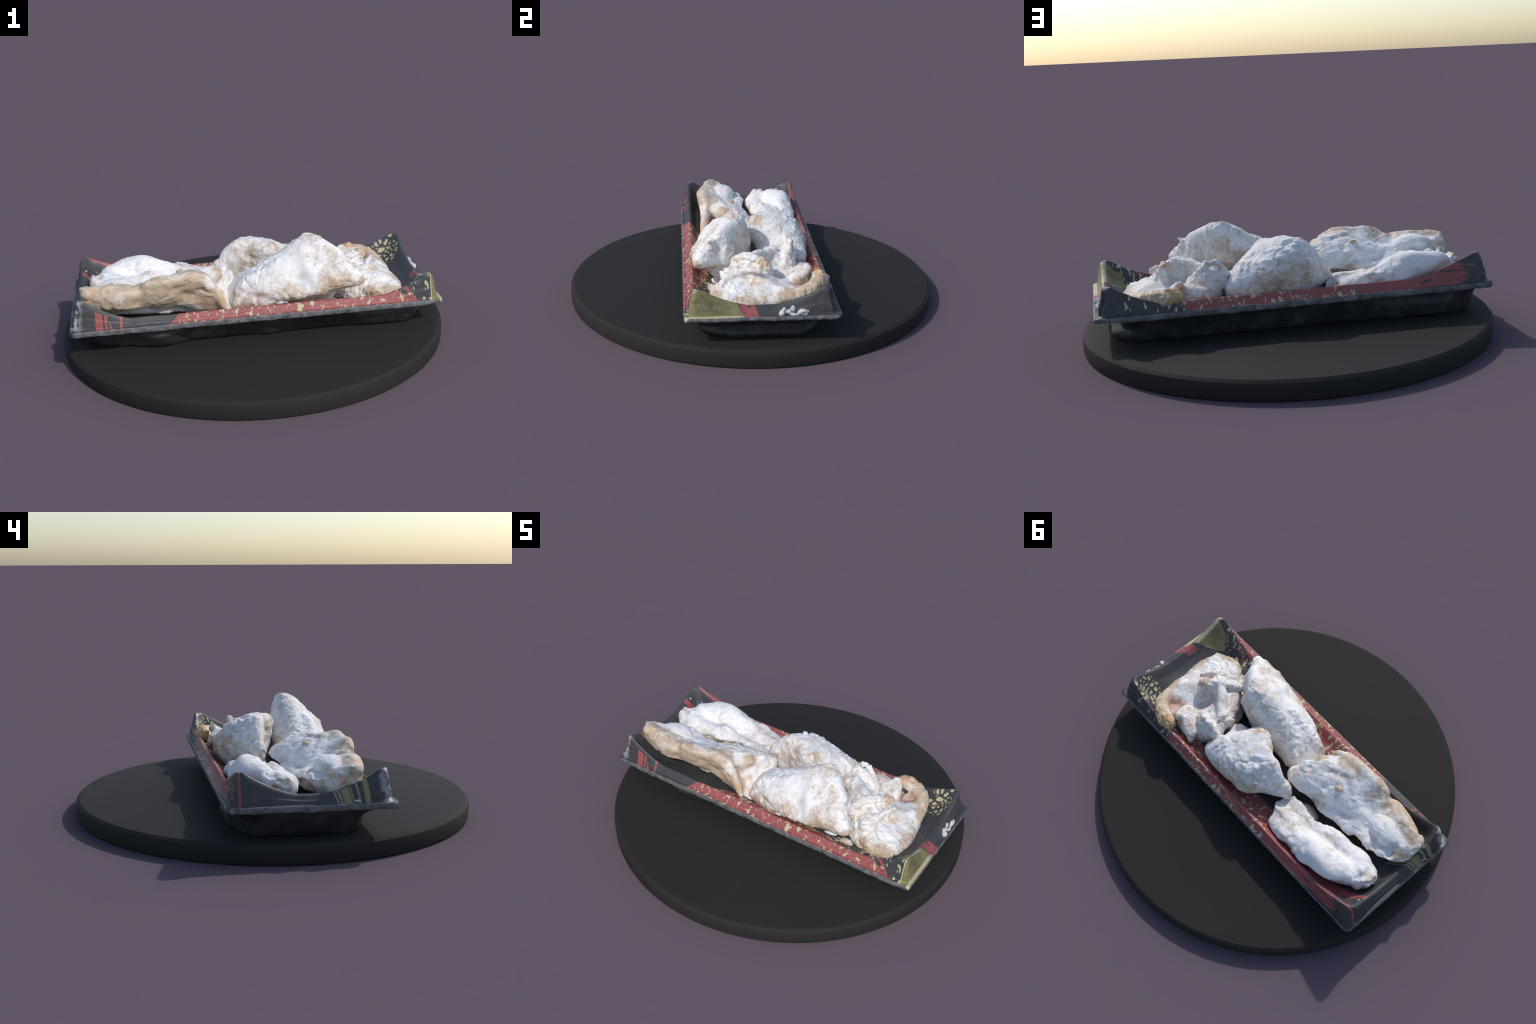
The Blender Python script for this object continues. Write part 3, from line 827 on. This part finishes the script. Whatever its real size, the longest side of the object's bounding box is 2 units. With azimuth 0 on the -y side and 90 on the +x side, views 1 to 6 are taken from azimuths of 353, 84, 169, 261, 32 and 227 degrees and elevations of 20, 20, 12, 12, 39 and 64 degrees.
def piece_folded():
    ring = [(.764, -.195, .235), (.724, -.238, .235), (.665, -.252, .235), (.605, -.232, .245), (.545, -.200, .25), (.465, -.145, .27), (.373, -.033, .27), (.335, .064, .28), (.33, .14, .28),
            (.788, -.113, .235), (.778, -.03, .238), (.765, .04, .242), (.755, .113, .245), (.72, .19, .245), (.65, .20, .24), (.56, .20, .24), (.46, .25, .24), (.38, .22, .24)]
    top = [(.668, -.125, .298), (.645, -.075, .300), (.673, .055, .297), (.62, .09, .292), (.523, .075, .30), (.50, .12, .31), (.70, -.02, .292), (.722, -.15, .276), (.585, -.185, .290),
           (.526, -.10, .352), (.56, -.14, .335), (.60, -.055, .355), (.53, -.175, .308), (.605, -.120, .322), (.48, -.05, .365), (.42, .02, .362), (.359, .078, .365), (.40, .12, .345),
           (.36, .165, .35), (.47, .01, .36), (.57, .14, .285), (.46, -.12, .325)]
    base = base_ring([(.70, -.18), (.6, -.18), (.5, -.10), (.42, 0), (.42, .1), (.5, .18), (.65, .15), (.72, .05), (.73, -.1)])
    shell = star_body((.57, .0, .22), (.24, .24, .12), ring + top + base)
    band = tube([(.462, -.125, .335, .026), (.490, -.085, .362, .028), (.530, -.045, .378, .028), (.568, -.008, .376, .028), (.594, .022, .366, .026), (.594, .044, .338, .020)])
    edge = tube([(.652, -.012, .355, .016), (.630, -.050, .352, .017), (.608, -.088, .340, .018), (.602, -.130, .322, .018), (.614, -.172, .298, .018), (.650, -.200, .268, .020)])
    slab = blob((.562, -.118, .305), (.060, .088, .046))
    back = tube([(.345, .06, .33, .035), (.370, .070, .352, .030), (.42, .045, .358, .032), (.47, -.005, .368, .032), (.52, -.03, .37, .03)])
    fin = [tube([(.475, .135, .318, .020), (.435, .155, .372, .018), (.385, .170, .408, .015), (.345, .172, .396, .016), (.315, .170, .352, .022)]),
           tube([(.46, .15, .30, .035), (.41, .165, .34, .032), (.36, .165, .345, .032), (.33, .155, .31, .035)])]
    flap = [tube([(.57, .175, .275, .028), (.555, .215, .308, .028), (.542, .240, .326, .024)]), tube([(.56, .18, .28, .04), (.50, .215, .285, .045), (.44, .245, .285, .034), (.418, .262, .275, .024)]),
            blob((.50, .22, .25), (.08, .05, .05))]
    rimroll = tube([(.595, -.205, .240, .036), (.650, -.222, .228, .036), (.712, -.208, .218, .036), (.752, -.150, .216, .034), (.758, -.08, .218, .034), (.744, .0, .228, .034)])
    tail = tube([(.738, .03, .232, .034), (.732, .11, .246, .038), (.722, .180, .258, .041), (.700, .238, .270, .042), (.656, .276, .282, .040), (.608, .294, .292, .041), (.565, .298, .292, .040)])
    web = [blob((.69, .11, .245), (.075, .11, .050)), blob((.64, .19, .235), (.05, .06, .03)), blob((.715, .17, .255), (.05, .08, .04)), blob((.640, .232, .228), (.060, .050, .042))]
    folds = [([(.455, -.15, .33), (.505, -.105, .365), (.555, -.060, .375), (.605, -.020, .365)], .010, -.014), ([(.445, -.09, .36), (.50, -.025, .375), (.555, .025, .36)], .012, -.010),
             ([(.655, -.03, .32), (.632, -.075, .31), (.626, -.125, .30), (.640, -.165, .285)], .016, -.016), ([(.63, -.19, .28), (.70, -.165, .265), (.735, -.10, .258)], .016, -.010),
             ([(.44, .08, .36), (.49, .05, .37), (.54, .03, .34)], .02, -.014),
             ([(.52, .04, .34), (.54, .09, .30)], .035, -.032), ([(.70, -.05, .28), (.76, -.03, .26)], .012, -.006), ([(.68, .13, .27), (.76, .16, .28)], .012, -.008), ([(.70, .2, .28), (.76, .22, .28)], .012, -.008),
             ([(.40, .14, .36), (.46, .11, .34)], .02, -.012), ([(.68, .04, .28), (.71, .10, .29)], .02, .006), ([(.62, .28, .32), (.62, .33, .30)], .010, -.006)]
    spots = [(.54, .315, .30, .08, .95, "fat"), (.62, .315, .30, .06, .60, "fat"), (.72, .27, .28, .09, .5, "skin"), (.77, .15, .27, .08, .35, "skin"), (.70, -.265, .21, .075, .50, "skin"), (.60, -.25, .24, .05, .35, "skin"), (.79, -.1, .22, .08, .25, "skin"),
             (.60, .02, .39, .035, .35, "skin"), (.41, .265, .26, .05, .6, "flesh"), (.40, .22, .26, .09, .35, "flesh"), (.64, .20, .25, .07, .6, "flesh"), (.68, -.13, .28, .07, .3, "flour"), (.53, .05, .32, .04, .3, "flesh")]
    return chicken("floured_chicken", "folded floured chicken piece with a curled orange tip", [shell, band, edge, slab, back, *fin, *flap, rimroll, tail, *web],
                   floured_skin("floured_skin_folded", 0.50, spots, 5.0, (0.54, 0.395, 0.27)), 5.0, voxel=0.005, rounds=5, folds=folds, lump=.006, mid=.007, grain=.0030, pits=.009)


display_board()
tray()
piece_front_left()
piece_back_left()
piece_peak()
piece_dome()
piece_folded()
